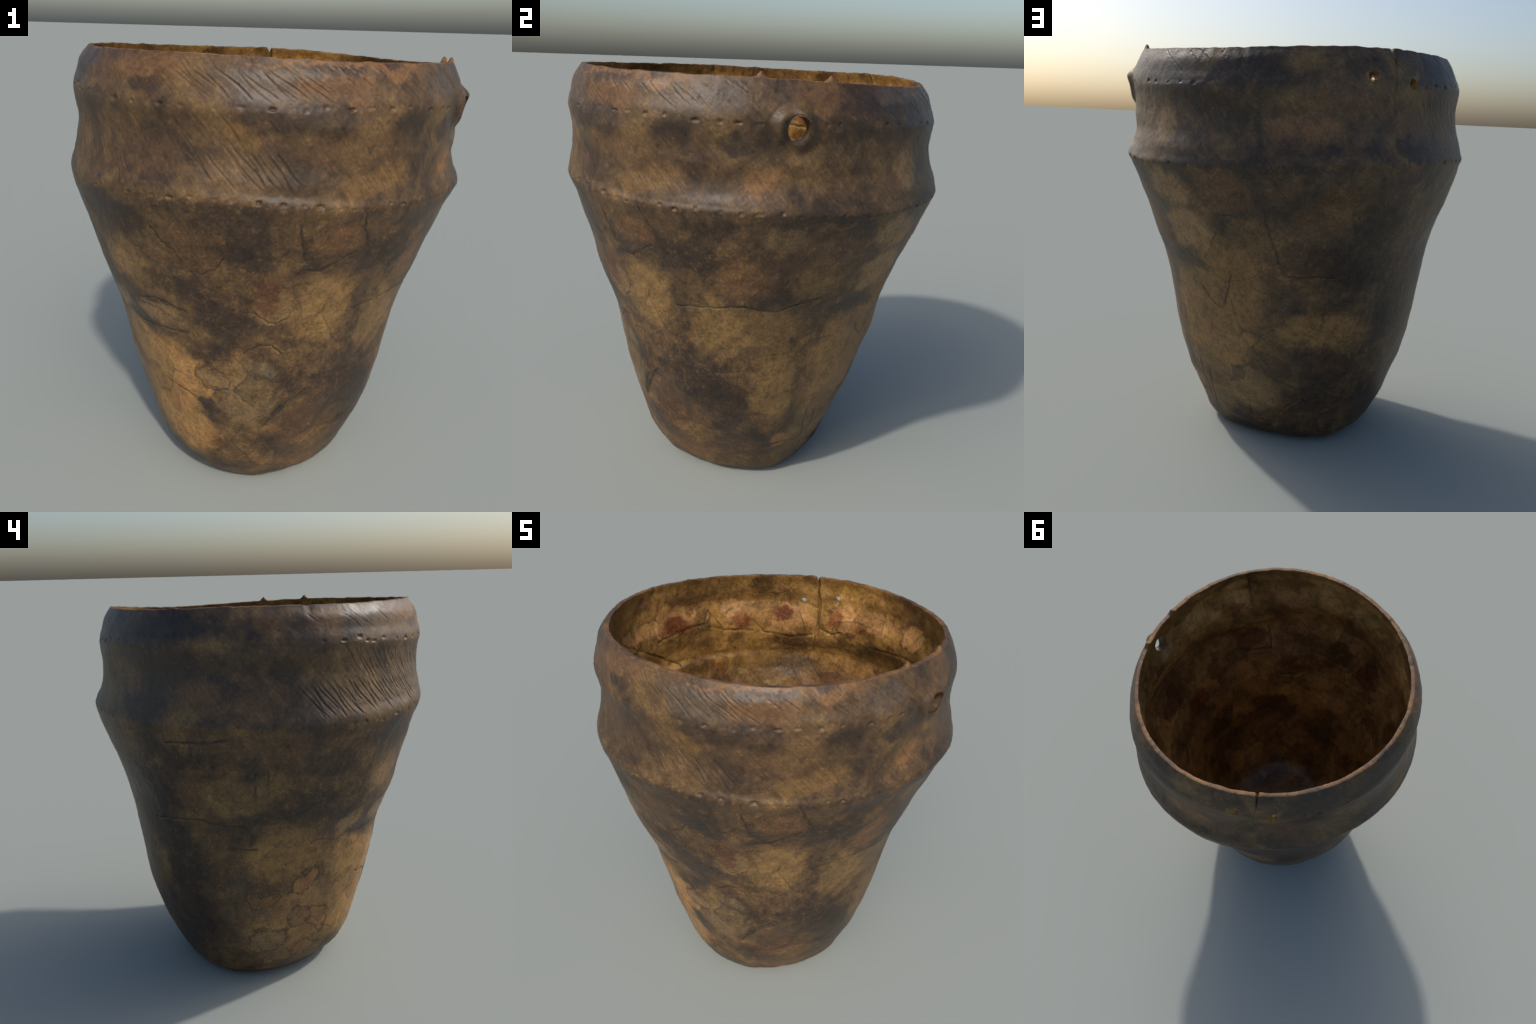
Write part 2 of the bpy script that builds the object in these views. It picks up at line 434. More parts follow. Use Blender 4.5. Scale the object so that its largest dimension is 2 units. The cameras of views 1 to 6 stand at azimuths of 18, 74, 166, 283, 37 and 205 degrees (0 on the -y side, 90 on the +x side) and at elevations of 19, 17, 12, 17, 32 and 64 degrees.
# rim: small chips, notch at the crack, two nubs above the lug
deg = np.degrees(az)
rim_in = np.stack([np.cos(az) * 9, np.sin(az) * 9, 0 * az], 1)
rim_wave = -0.0015 + 0.0040 * perlin(rim_in) + 0.0045 * fractal(rim_in * 1.6 + 3, 2)
rim_wave -= 0.005 * smooth(0.25, 0.6, perlin(rim_in * 1.7 + 40))
rim_wave -= 0.020 * np.exp(-(np.radians(wrap(deg - CRACK_AZ - 0.6)) * 0.78 / 0.0065) ** 2)


def rim_lift(z, th_deg, nominal):
    return np.interp(nominal, [1.90, 1.98], [0, 1])


z_o += rim_wave * rim_lift(z_o, deg, grids[0][1] + ZC)
z_i += rim_wave * rim_lift(z_i, deg, grids[1][1] + ZC)
nub_o = 0 * az
nub_i = 0 * az
for d0, h in NUBS:
    x = np.abs(np.radians(wrap(deg - d0))) * 0.8
    tri = np.clip(1 - x / 0.026, 0, 1) ** 1.15
    nub_o += h * tri

# lip: rounded strip from outer edge to inner edge
lip_rho, lip_z = [], []
a_o = (rho_o[-1], z_o[-1])
a_i = (rho_i[0], z_i[0])
for n in range(1, LIP_STEPS):
    f = n / LIP_STEPS
    w = 0.5 - 0.5 * math.cos(math.pi * f)
    bump = math.sin(math.pi * f)
    lip_rho.append(a_o[0] * (1 - w) + a_i[0] * w)
    lip_z.append(a_o[1] * (1 - w) + a_i[1] * w + 0.003 * bump ** 0.7 + nub_o * bump ** 1.2)
lip_TH = np.tile(az, (LIP_STEPS - 1, 1))
lip_rho, lip_z = np.array(lip_rho), np.array(lip_z)
P = to_xyz(lip_TH, lip_rho, lip_z).reshape(-1, 3)
lip_z += (0.0008 * fractal(P * 22 + 80, 2)).reshape(lip_z.shape)

TH_all = np.concatenate([grids[0][0], lip_TH, TH_i])
V = to_xyz(TH_all, np.concatenate([rho_o, lip_rho, rho_i]), np.concatenate([z_o, lip_z, z_i]))
n_o, n_l, n_i = len(t_outer), LIP_STEPS - 1, len(t_inner)
rows = n_o + n_l + n_i
verts = V.reshape(-1, 3)
pole_out = len(verts)
verts = np.concatenate([verts, [[0, 0, float(z_o[0].mean())]], [[0, 0, float(z_i[-1].mean())]]])
verts[:, 2] -= verts[:, 2].min()

I, J = np.meshgrid(np.arange(rows - 1), np.arange(N_AZ), indexing="ij")
Jn = (J + 1) % N_AZ
quads = np.stack([I * N_AZ + J, I * N_AZ + Jn, (I + 1) * N_AZ + Jn, (I + 1) * N_AZ + J], -1)
keep = np.ones((rows - 1, N_AZ), bool)


def ring(i0, j0, k, offset, rising):
    """Vertex ids round a square grid ring, counter-clockwise in (azimuth, height)."""
    idx = [(-k, j) for j in range(-k, k)] + [(i, k) for i in range(-k, k)]
    idx += [(k, j) for j in range(k, -k, -1)] + [(i, -k) for i in range(k, -k, -1)]
    sgn = 1 if rising else -1
    return [(offset + i0 + sgn * a) * N_AZ + (j0 + b) % N_AZ for a, b in idx]


bridge, bridge_kind = [], []
extra = []
for (o, i, k0), h in zip(hole_index, HOLES):
    for (r0, c0), off in ((o, 0), (i, n_o + n_l)):
        for di in range(-k0, k0):
            for dj in range(-k0, k0):
                keep[off + r0 + di, (c0 + dj) % N_AZ] = False
    ro = ring(o[0], o[1], k0, 0, True)
    ri = ring(i[0], i[1], k0, n_o + n_l, False)
    n = len(ro)
    chain = [ro]
    A, B = verts[ro], verts[ri]
    for f in (0.12, 0.35, 0.65, 0.88):
        start = len(verts) + sum(len(e) for e in extra)
        extra.append(A * (1 - f) + B * f)
        chain.append(list(range(start, start + n)))
    chain.append(ri)
    for a, b in zip(chain[:-1], chain[1:]):
        for q in range(n):
            p = (q + 1) % n
            bridge.append((a[p], a[q], b[q], b[p]))
            bridge_kind.append(h[0])
verts = np.concatenate([verts] + extra)

# which named part each face belongs to
T_row = np.r_[t_outer, np.full(n_l, 9.0), t_inner]
nom = np.concatenate([grids[0][1], np.full((n_l, N_AZ), 9.0), TT_i])[:-1] + ZC
row_i = np.arange(rows - 1)[:, None] + 0 * J
kind = np.full((rows - 1, N_AZ), "body", dtype=object)
outer = row_i < n_o - 1
kind[outer & (nom > LOW0)] = "neck"
kind[outer & (nom > UP0)] = "collar"
kind[outer & (grids[0][1].min() - 1 + 0 * nom < 0) & (T_row[:-1][:, None] + 0 * J < -0.45)] = "base"
kind[(row_i >= n_o - 1) & (row_i < n_o + n_l)] = "rim"
kind[row_i >= n_o + n_l] = "interior"
dl = np.radians(wrap(np.degrees(TH_all[:-1]) - LUG[0])) * 0.86
zl = V[:-1, :, 2] - LUG[1]
kind[outer & (np.hypot(dl, zl) < 0.085)] = "lug"

faces = [quads[keep]]
kinds = [kind[keep]]
faces.append(np.array(bridge))
kinds.append(np.array(["lug" if k == "lug" else "interior" for k in bridge_kind], dtype=object))
quads_all = np.concatenate(faces)
kinds_all = np.concatenate(kinds)
jj = np.arange(N_AZ)
fan_o = np.stack([(jj + 1) % N_AZ, jj, np.full(N_AZ, pole_out)], 1)
last = (rows - 1) * N_AZ
fan_i = np.stack([last + jj, last + (jj + 1) % N_AZ, np.full(N_AZ, pole_out + 1)], 1)

# smooth vertex normals of the whole vessel
NV = np.zeros_like(verts)
q = quads_all
fn = np.cross(verts[q[:, 2]] - verts[q[:, 0]], verts[q[:, 3]] - verts[q[:, 1]])
for c in range(4):
    for ax in range(3):
        NV[:, ax] += np.bincount(q[:, c], fn[:, ax], len(verts))
for tri in (fan_o, fan_i):
    tn = np.cross(verts[tri[:, 1]] - verts[tri[:, 0]], verts[tri[:, 2]] - verts[tri[:, 0]])
    for c in range(3):
        for ax in range(3):
            NV[:, ax] += np.bincount(tri[:, c], tn[:, ax], len(verts))
NV /= np.maximum(np.linalg.norm(NV, axis=1), 1e-12)[:, None]

# ------------------------------------------------------------------ colours
def srgb(r, g, b):
    return tuple(((c / 255 + 0.055) / 1.055) ** 2.4 if c > 10 else c / 255 / 12.92 for c in (r, g, b))


TONE = {
    "tan": (138, 107, 68), "tan2": (122, 94, 56), "ochre": (156, 117, 67), "orange": (152, 106, 60),
    "orangebrown": (124, 88, 53), "rust": (112, 80, 49), "brown": (90, 66, 43), "redbrown": (100, 71, 45),
    "dark": (54, 42, 32), "blackish": (46, 40, 33), "scar": (76, 54, 37), "olive": (112, 87, 50), "straw": (142, 106, 61),
    "greytan": (112, 90, 61), "grey": (98, 84, 62), "ochrebrown": (110, 82, 46), "red": (76, 45, 31),
    "pale": (178, 132, 82), "redspot": (112, 62, 35), "umber": (84, 62, 36), "honey": (150, 112, 54),
    "slate": (92, 78, 64), "rusty": (96, 58, 34),
}

# patches of colour: tone, azimuth, height, half-width, half-height, strength, tilt in degrees
PATCHES = [
    # front
    ("dark", -20.6, 1.375, 0.13, 0.075, .8, 0), ("tan2", -25, 1.19, 0.13, 0.09, .75, 0),
    ("brown", -3.8, 1.296, 0.155, 0.115, .6, 0), ("dark", 14.6, 1.419, 0.085, 0.084, .75, 0),
    ("dark", 17.2, 1.264, 0.08, 0.079, .8, 0), ("redbrown", 39, 1.354, 0.115, 0.09, .75, -20),
    ("dark", 52, 1.251, 0.097, 0.082, .6, -25), ("tan", 21.2, 1.040, 0.098, 0.095, .55, 0),
    ("red", 19.9, 1.091, 0.056, 0.070, .75, 0), ("dark", -7, 1.12, 0.16, 0.07, .7, 15),
    ("dark", 6, 0.965, 0.13, 0.11, .7, 10), ("tan", -17, 0.945, 0.13, 0.060, .9, 8),
    ("ochre", -24.7, 0.64, 0.19, 0.21, .95, 0), ("ochre", -8, 0.62, 0.10, 0.14, .8, -15), ("orange", -14, 0.55, 0.08, 0.09, .5, 20),
    ("ochre", -18, 0.34, 0.15, 0.19, .9, 0), ("orange", -17, 0.46, 0.07, 0.05, .7, 25),
    ("tan2", 37.4, 0.987, 0.15, 0.108, .8, -15), ("olive", 62.9, 0.945, 0.11, 0.16, .7, -20),
    ("dark", 50, 0.70, 0.17, 0.10, .7, -15), ("greytan", 13.8, 0.566, 0.12, 0.144, .75, 0),
    ("scar", 38, 0.41, 0.17, 0.12, .85, -35), ("blackish", 26.3, 0.510, 0.016, 0.125, .6, 36), ("redbrown", 39, 0.13, 0.14, 0.06, .7, 0),  # blackish strip: shadow under the scar's edge drawn in colour
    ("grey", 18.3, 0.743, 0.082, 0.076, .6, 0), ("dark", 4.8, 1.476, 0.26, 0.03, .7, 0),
    ("dark", -2.2, 0.498, 0.03, 0.045, .9, 0), ("scar", 17, 0.835, 0.07, 0.035, .8, 10),
    ("dark", 0, 0.80, 0.07, 0.06, .6, 0), ("orange", -4, 0.30, 0.05, 0.06, .5, 0),
    # right
    ("tan2", 87.8, 0.573, 0.11, 0.26, .9, 0), ("tan2", 80, 0.915, 0.2, 0.11, .75, 0),
    ("dark", 58, 0.60, 0.15, 0.17, .75, 0), ("redbrown", 73.5, 1.178, 0.094, 0.124, .7, 0),
    ("dark", 59.6, 1.238, 0.11, 0.10, .7, 0), ("greytan", 86.9, 1.35, 0.09, 0.08, .75, 0),
    ("dark", 87.4, 1.21, 0.026, 0.10, .8, 12), ("tan2", 99, 1.15, 0.11, 0.10, .5, 0), ("brown", 95, 1.28, 0.2, 0.1, .4, 0),
    ("tan", 124, 1.345, 0.13, 0.085, .9, 0), ("tan", 126, 1.160, 0.17, 0.09, .9, 0),
    ("dark", 105.6, 1.41, 0.1, 0.045, .7, 0), ("dark", 104.5, 0.47, 0.028, 0.05, .75, 0),
    ("orange", 97.8, 0.253, 0.07, 0.05, .8, 0), ("redbrown", 50, 0.13, 0.12, 0.07, .6, 0),
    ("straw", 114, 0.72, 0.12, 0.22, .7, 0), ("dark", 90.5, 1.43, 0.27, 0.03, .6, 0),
    ("greytan", 106.2, 0.337, 0.07, 0.12, .75, 0), ("dark", 70, 0.33, 0.09, 0.12, .6, 0),
    ("brown", 50, 0.33, 0.1, 0.1, .5, 0), ("dark", 119, 0.99, 0.09, 0.03, .5, 20),
    # back
    ("straw", 126, 0.60, 0.27, 0.36, .8, 0), ("straw", 140, 1.0, 0.2, 0.12, .5, 0),
    ("redbrown", 146, 1.344, 0.15, 0.09, .8, 0), ("tan2", 150, 1.12, 0.09, 0.14, .5, 0), ("brown", 172, 1.22, 0.12, 0.12, .6, 0), ("straw", 143, 0.90, 0.19, 0.22, .75, 0),
    ("dark", -163.6, 1.136, 0.17, 0.25, .8, 0), ("scar", 170, 1.065, 0.115, 0.09, .8, 0),
    ("tan", 146, 0.31, 0.16, 0.13, .9, 0), ("tan2", 120, 0.22, 0.08, 0.1, .7, 0),
    ("dark", -179, 0.34, 0.11, 0.10, .7, 0), ("straw", -177.5, 0.69, 0.24, 0.10, .75, 0),
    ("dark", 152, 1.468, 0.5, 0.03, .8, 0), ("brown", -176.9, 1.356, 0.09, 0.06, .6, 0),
    ("scar", -175.3, 0.50, 0.105, 0.085, .8, 0), ("dark", 125, 0.985, 0.12, 0.035, .6, 15),
    ("dark", -151, 0.77, 0.1, 0.15, .7, 0), ("tan2", 137, 0.84, 0.05, 0.07, .6, 0),
    ("redbrown", 152, 0.42, 0.06, 0.05, .5, 0), ("brown", -140, 1.1, 0.2, 0.3, .5, 0),
    # left
    ("tan2", -88, 1.15, 0.22, 0.10, .75, 0), ("tan2", -71, 1.21, 0.08, 0.08, .6, 0),
    ("dark", -72, 1.035, 0.2, 0.045, .85, -12), ("straw", -66, 0.80, 0.25, 0.14, .9, 0),
    ("dark", -109, 0.75, 0.14, 0.24, .8, 0), ("straw", -60, 0.42, 0.28, 0.24, .9, 0),
    ("dark", -110, 0.36, 0.10, 0.18, .8, 0), ("dark", -96, 1.335, 0.22, 0.045, .75, 0), ("brown", -66, 1.38, 0.1, 0.08, .7, 0),
    ("dark", -52, 1.3, 0.14, 0.08, .7, 0), ("tan", -29.4, 1.161, 0.09, 0.07, .6, 0),
    ("tan", -39.5, 0.940, 0.10, 0.06, .85, -20), ("ochre", -36, 0.74, 0.14, 0.12, .8, 0),
    ("brown", -85.4, 1.413, 0.11, 0.04, .6, 0), ("dark", -55.8, 1.12, 0.11, 0.07, .7, 0),
    ("grey", -87.8, 0.632, 0.052, 0.055, .7, 0), ("grey", -78.6, 0.487, 0.066, 0.05, .7, 0),
    ("dark", -125, 1.1, 0.16, 0.25, .7, 0), ("ochre", -34, 0.42, 0.1, 0.2, .8, 0),
    # neck
    ("dark", 155.3, 1.66, 0.022, 0.17, .65, 0), ("dark", 156.3, 1.37, 0.018, 0.09, .6, 0),
    ("orangebrown", 79.3, 1.585, 0.078, 0.06, .85, 0), ("dark", 73, 1.735, 0.1, 0.036, .75, 0),
    ("redbrown", 119, 1.59, 0.11, 0.06, .7, 0), ("ochrebrown", 11.9, 1.742, 0.089, 0.05, .75, 30),
    ("dark", 24, 1.765, 0.09, 0.04, .5, 0), ("ochrebrown", 46, 1.57, 0.16, 0.055, .7, 0),
    ("orangebrown", 168.5, 1.619, 0.16, 0.06, .8, 0), ("tan", 124, 1.625, 0.09, 0.07, .75, 0), ("redbrown", 180, 1.74, 0.14, 0.06, .8, 0),
    ("dark", -158.3, 1.552, 0.11, 0.05, .8, 0), ("dark", 145.5, 1.683, 0.13, 0.09, .7, 0),
    ("redbrown", -178.2, 1.587, 0.09, 0.05, .6, 0), ("redbrown", -154, 1.665, 0.12, 0.08, .7, 0),
    ("redbrown", -93, 1.625, 0.085, 0.07, .75, 0), ("dark", -116, 1.555, 0.13, 0.06, .85, 0),
    ("dark", -68.2, 1.73, 0.085, 0.09, .8, 0), ("brown", -73.9, 1.648, 0.095, 0.05, .7, 0),
    ("redbrown", -77.7, 1.565, 0.095, 0.04, .7, 0), ("dark", -100, 1.76, 0.28, 0.06, .5, 0),
    ("brown", -45, 1.72, 0.1, 0.07, .5, 0), ("brown", -14, 1.66, 0.16, 0.09, .6, 0), ("brown", 40, 1.68, 0.2, 0.07, .5, 0),
    # collar
    ("tan", -171.9, 1.853, 0.036, 0.034, .8, 0), ("tan", -156.7, 1.833, 0.034, 0.036, .8, 0),
    ("rust", -13, 1.935, 0.17, 0.06, .8, 0), ("rust", 34.5, 1.876, 0.157, 0.055, .75, 0),
    ("orangebrown", 52, 1.95, 0.13, 0.035, .8, 0), ("dark", -13.3, 1.885, 0.08, 0.04, .7, 0),
    ("dark", 118, 1.87, 0.2, 0.055, .7, 0), ("slate", 68, 1.89, 0.12, 0.06, .7, 0),  # slate here and below: bluish sheen on the collar painted in grey
    ("slate", 14, 1.90, 0.13, 0.07, .6, 0), ("slate", 122, 1.93, 0.16, 0.05, .6, 0),
    ("tan2", 166, 1.90, 0.10, 0.055, .7, 0), ("dark", 152, 1.88, 0.08, 0.08, .7, 0),
    ("dark", -174.4, 1.893, 0.095, 0.06, .7, 0), ("blackish", -100, 1.915, 0.26, 0.045, .7, 0),
    ("rust", -55, 1.93, 0.09, 0.06, .75, 0), ("redbrown", -74.2, 1.925, 0.08, 0.05, .7, 0),
    ("rust", -30, 1.92, 0.12, 0.06, .6, 0), ("blackish", -135, 1.92, 0.2, 0.06, .5, 0),
    ("orangebrown", 30, 1.97, 0.3, 0.012, .8, 0), ("rust", 93, 1.9, 0.1, 0.06, .5, 0),
]
# flaked spots with a dark outline: fill tone, azimuth, height, half sizes, tilt
RINGED = [("greytan", 0.5, 0.663, 0.092, 0.055, 25), ("orange", -59, 0.63, 0.105, 0.060, -32),
          ("orange", -46, 0.395, 0.075, 0.120, -25), ("orangebrown", -57.5, 0.43, 0.095, 0.070, -35),
          ("orangebrown", -76, 0.568, 0.095, 0.050, 5), ("greytan", -74, 0.30, 0.115, 0.085, 0),
          ("tan2", -68, 0.15, 0.10, 0.05, -8), ("orangebrown", -52, 0.19, 0.10, 0.05, -15),
          ("scar", -175.3, 0.50, 0.105, 0.085, 0), ("scar", 160, 0.50, 0.07, 0.04, 20),
          ("orange", -22, 0.27, 0.03, 0.06, 0), ("scar", 138, 0.40, 0.05, 0.07, 10)]
# outlined flakes and sherds seen inside
INSIDE_RINGED = [("rusty", 38, 1.36, 0.13, 0.10, 0), ("rusty", 16, 1.10, 0.13, 0.09, 0), ("tan2", 56, 1.12, 0.07, 0.09, 10),
                 ("redspot", 79, 1.09, 0.10, 0.06, -30), ("rusty", -30, 1.28, 0.11, 0.12, 10), ("umber", -8, 1.30, 0.12, 0.10, 0),
                 ("rusty", 95, 1.30, 0.14, 0.10, 0), ("tan2", 118, 1.05, 0.12, 0.12, 15), ("rusty", 145, 1.15, 0.15, 0.11, -10),
                 ("umber", 172, 1.0, 0.13, 0.13, 0), ("rusty", -165, 1.30, 0.15, 0.09, 0), ("tan2", -140, 1.08, 0.13, 0.12, 20),
                 ("rusty", -115, 1.25, 0.15, 0.12, 0), ("umber", -85, 1.05, 0.13, 0.11, 0), ("rusty", -62, 1.22, 0.10, 0.13, -15),
                 ("tan2", -45, 0.85, 0.12, 0.10, 0), ("rusty", 30, 0.75, 0.14, 0.10, 10), ("umber", 70, 0.75, 0.12, 0.12, 0),
                 ("rusty", 130, 0.75, 0.13, 0.11, 0), ("rusty", -120, 0.75, 0.14, 0.10, 10), ("pale", -96, 1.755, 0.165, 0.085, 0),
                 ("pale", -148, 1.735, 0.125, 0.095, 0), ("pale", -178, 1.735, 0.10, 0.09, 0), ("tan", -125, 1.735, 0.07, 0.08, 0),
                 ("pale", -68, 1.74, 0.10, 0.09, 0), ("pale", 150, 1.745, 0.13, 0.08, 0), ("tan", 118, 1.74, 0.12, 0.08, 0)]
INSIDE = [
    ("pale", -97.5, 1.76, 0.17, 0.085, .85, 0), ("pale", -150, 1.72, 0.15, 0.085, .9, 0), ("pale", 167, 1.76, 0.13, 0.06, .8, 0),
    ("pale", -79.7, 1.77, 0.09, 0.06, .7, 0), ("pale", -178, 1.74, 0.10, 0.08, .8, 0), ("pale", 14.6, 1.71, 0.15, 0.07, .6, 0),
    ("pale", 130, 1.74, 0.12, 0.06, .7, 0), ("pale", -125, 1.77, 0.08, 0.07, .5, 0),
    ("redspot", -98.7, 1.73, 0.10, 0.052, .95, -8), ("redspot", -147.5, 1.748, 0.10, 0.044, .95, 0),
    ("redspot", -128.1, 1.722, 0.06, 0.05, .8, 0), ("redspot", -171.5, 1.71, 0.055, 0.055, .8, 0),
    ("redspot", 176.9, 1.706, 0.045, 0.034, .6, 0), ("umber", -138.5, 1.915, 0.07, 0.05, .85, 0),
    ("redbrown", -80.5, 1.915, 0.075, 0.05, .85, 0), ("redbrown", -99, 1.90, 0.13, 0.05, .8, 0),
    ("umber", -120, 1.93, 0.06, 0.05, .6, 0), ("honey", -175, 1.93, 0.13, 0.06, .7, 0),
    ("umber", -155, 1.562, 0.22, 0.04, .75, 0), ("umber", 179, 1.582, 0.20, 0.04, .75, 0),
    ("umber", 169.9, 1.60, 0.07, 0.045, .8, 0), ("umber", -106.9, 1.437, 0.11, 0.05, .8, 0),
    ("umber", 145, 1.57, 0.2, 0.035, .6, 0), ("umber", -60, 1.60, 0.2, 0.04, .6, 0),
    ("slate", -153.7, 1.407, 0.14, 0.075, .85, 0), ("redspot", -119, 1.407, 0.046, 0.04, .7, 0),  # slate: greyish gloss on the inner wall tinted into the clay
    ("redspot", 46.2, 1.712, 0.087, 0.04, .7, 0), ("redspot", 30.1, 1.719, 0.06, 0.045, .6, 0),
    ("redspot", 79.4, 1.095, 0.09, 0.08, .7, 0), ("redspot", -29.9, 1.264, 0.08, 0.085, .7, 0),
    ("tan2", 55.4, 1.122, 0.07, 0.085, .8, 0), ("ochrebrown", 86.3, 0.45, 0.18, 0.15, .7, 0),
    ("redbrown", 29.1, 0.523, 0.28, 0.24, .6, 0), ("umber", -10.3, 0.545, 0.16, 0.14, .6, 0),
    ("slate", 40, 0.07, 0.22, 0.12, .7, 0), ("umber", -100, 1.1, 0.25, 0.2, .5, 0), ("umber", -140, 1.33, 0.35, 0.16, .55, 0),
    ("redbrown", -175, 1.30, 0.3, 0.16, .55, 0), ("umber", 140, 1.32, 0.35, 0.17, .5, 0), ("redbrown", 90, 1.35, 0.25, 0.14, .45, 0),
    ("umber", -85, 1.36, 0.25, 0.13, .5, 0), ("redbrown", 10, 1.2, 0.3, 0.2, .45, 0), ("tan2", -160, 1.33, 0.08, 0.05, .6, 0),
    ("honey", -116, 1.75, 0.03, 0.10, .7, 0), ("honey", -140, 1.74, 0.025, 0.09, .6, 0), ("redbrown", 150, 1.86, 0.1, 0.05, .6, 0),
]


class Nodes:
    """Small helper to wire shader nodes."""

    def __init__(self, name):
        self.mat = bpy.data.materials.new(name)
        self.mat.use_nodes = True
        self.t = self.mat.node_tree
        self.t.nodes.clear()

    def add(self, kind, inputs=(), **props):
        n = self.t.nodes.new(kind)
        for k, v in props.items():
            setattr(n, k, v)
        for key, v in (inputs.items() if isinstance(inputs, dict) else enumerate(inputs)):
            if v is None:
                continue
            if hasattr(v, "is_linked") or hasattr(v, "links"):
                self.t.links.new(v, n.inputs[key])
            else:
                n.inputs[key].default_value = v
        return n

    def math(self, op, *a, clamp=False):
        return self.add("ShaderNodeMath", a, operation=op, use_clamp=clamp).outputs[0]

    def vec(self, op, *a):
        n = self.add("ShaderNodeVectorMath", operation=op)
        for i, v in enumerate(a):
            if isinstance(v, (int, float)):
                n.inputs["Scale"].default_value = v
            elif hasattr(v, "links"):
                tgt = n.inputs["Scale"] if (op == "SCALE" and i == 1) else n.inputs[i]
                self.t.links.new(v, tgt)
            else:
                n.inputs[i].default_value = v
        return n.outputs["Value"] if op in ("LENGTH", "DISTANCE", "DOT_PRODUCT") else n.outputs["Vector"]

    def noise(self, vec, scale, detail=3.0, rough=0.55, dist=0.0, color=False):
        n = self.add("ShaderNodeTexNoise", {"Vector": vec, "Scale": scale, "Detail": detail, "Roughness": rough, "Distortion": dist})
        return n.outputs["Color" if color else "Fac"]

    def ramp(self, fac, stops, interp="LINEAR"):
        n = self.add("ShaderNodeValToRGB", {"Fac": fac})
        n.color_ramp.interpolation = interp
        e = n.color_ramp.elements
        while len(e) < len(stops):
            e.new(0.5)
        for el, (p, c) in zip(e, stops):
            el.position = p
            el.color = c if len(c) == 4 else (*c, 1)
        return n

    def span(self, v, a, b, c=0.0, d=1.0, smooth_=True):
        return self.add("ShaderNodeMapRange", [v, a, b, c, d], interpolation_type="SMOOTHSTEP" if smooth_ else "LINEAR").outputs[0]

    def mix(self, fac, a, b):
        n = self.add("ShaderNodeMix", {0: fac, 6: a, 7: b}, data_type="RGBA")
        return n.outputs[2]


def where(az_deg, height, inside):
    """Point of the wall at an azimuth and height."""
    th = math.radians(az_deg)
    if height >= ZC:
        nom = np.linspace(0.6, 1.98, 700)
        k = np.abs(real_height(np.full(700, th), nom) - height).argmin()
        t = nom[k] - ZC
    else:
        tt = np.linspace(-0.88, 0, 500)
        k = np.abs(ZC + size_at(np.full(500, th), tt) * np.sin(np.radians(tt * 100)) - height).argmin()
        t = tt[k]
    R = float(size_at(np.array([th]), np.array([t]))[0]) - (0.05 if inside else 0)
    rho = R * math.cos(math.radians(min(t, 0) * 100))
    return (rho * math.sin(th), -rho * math.cos(th), height)


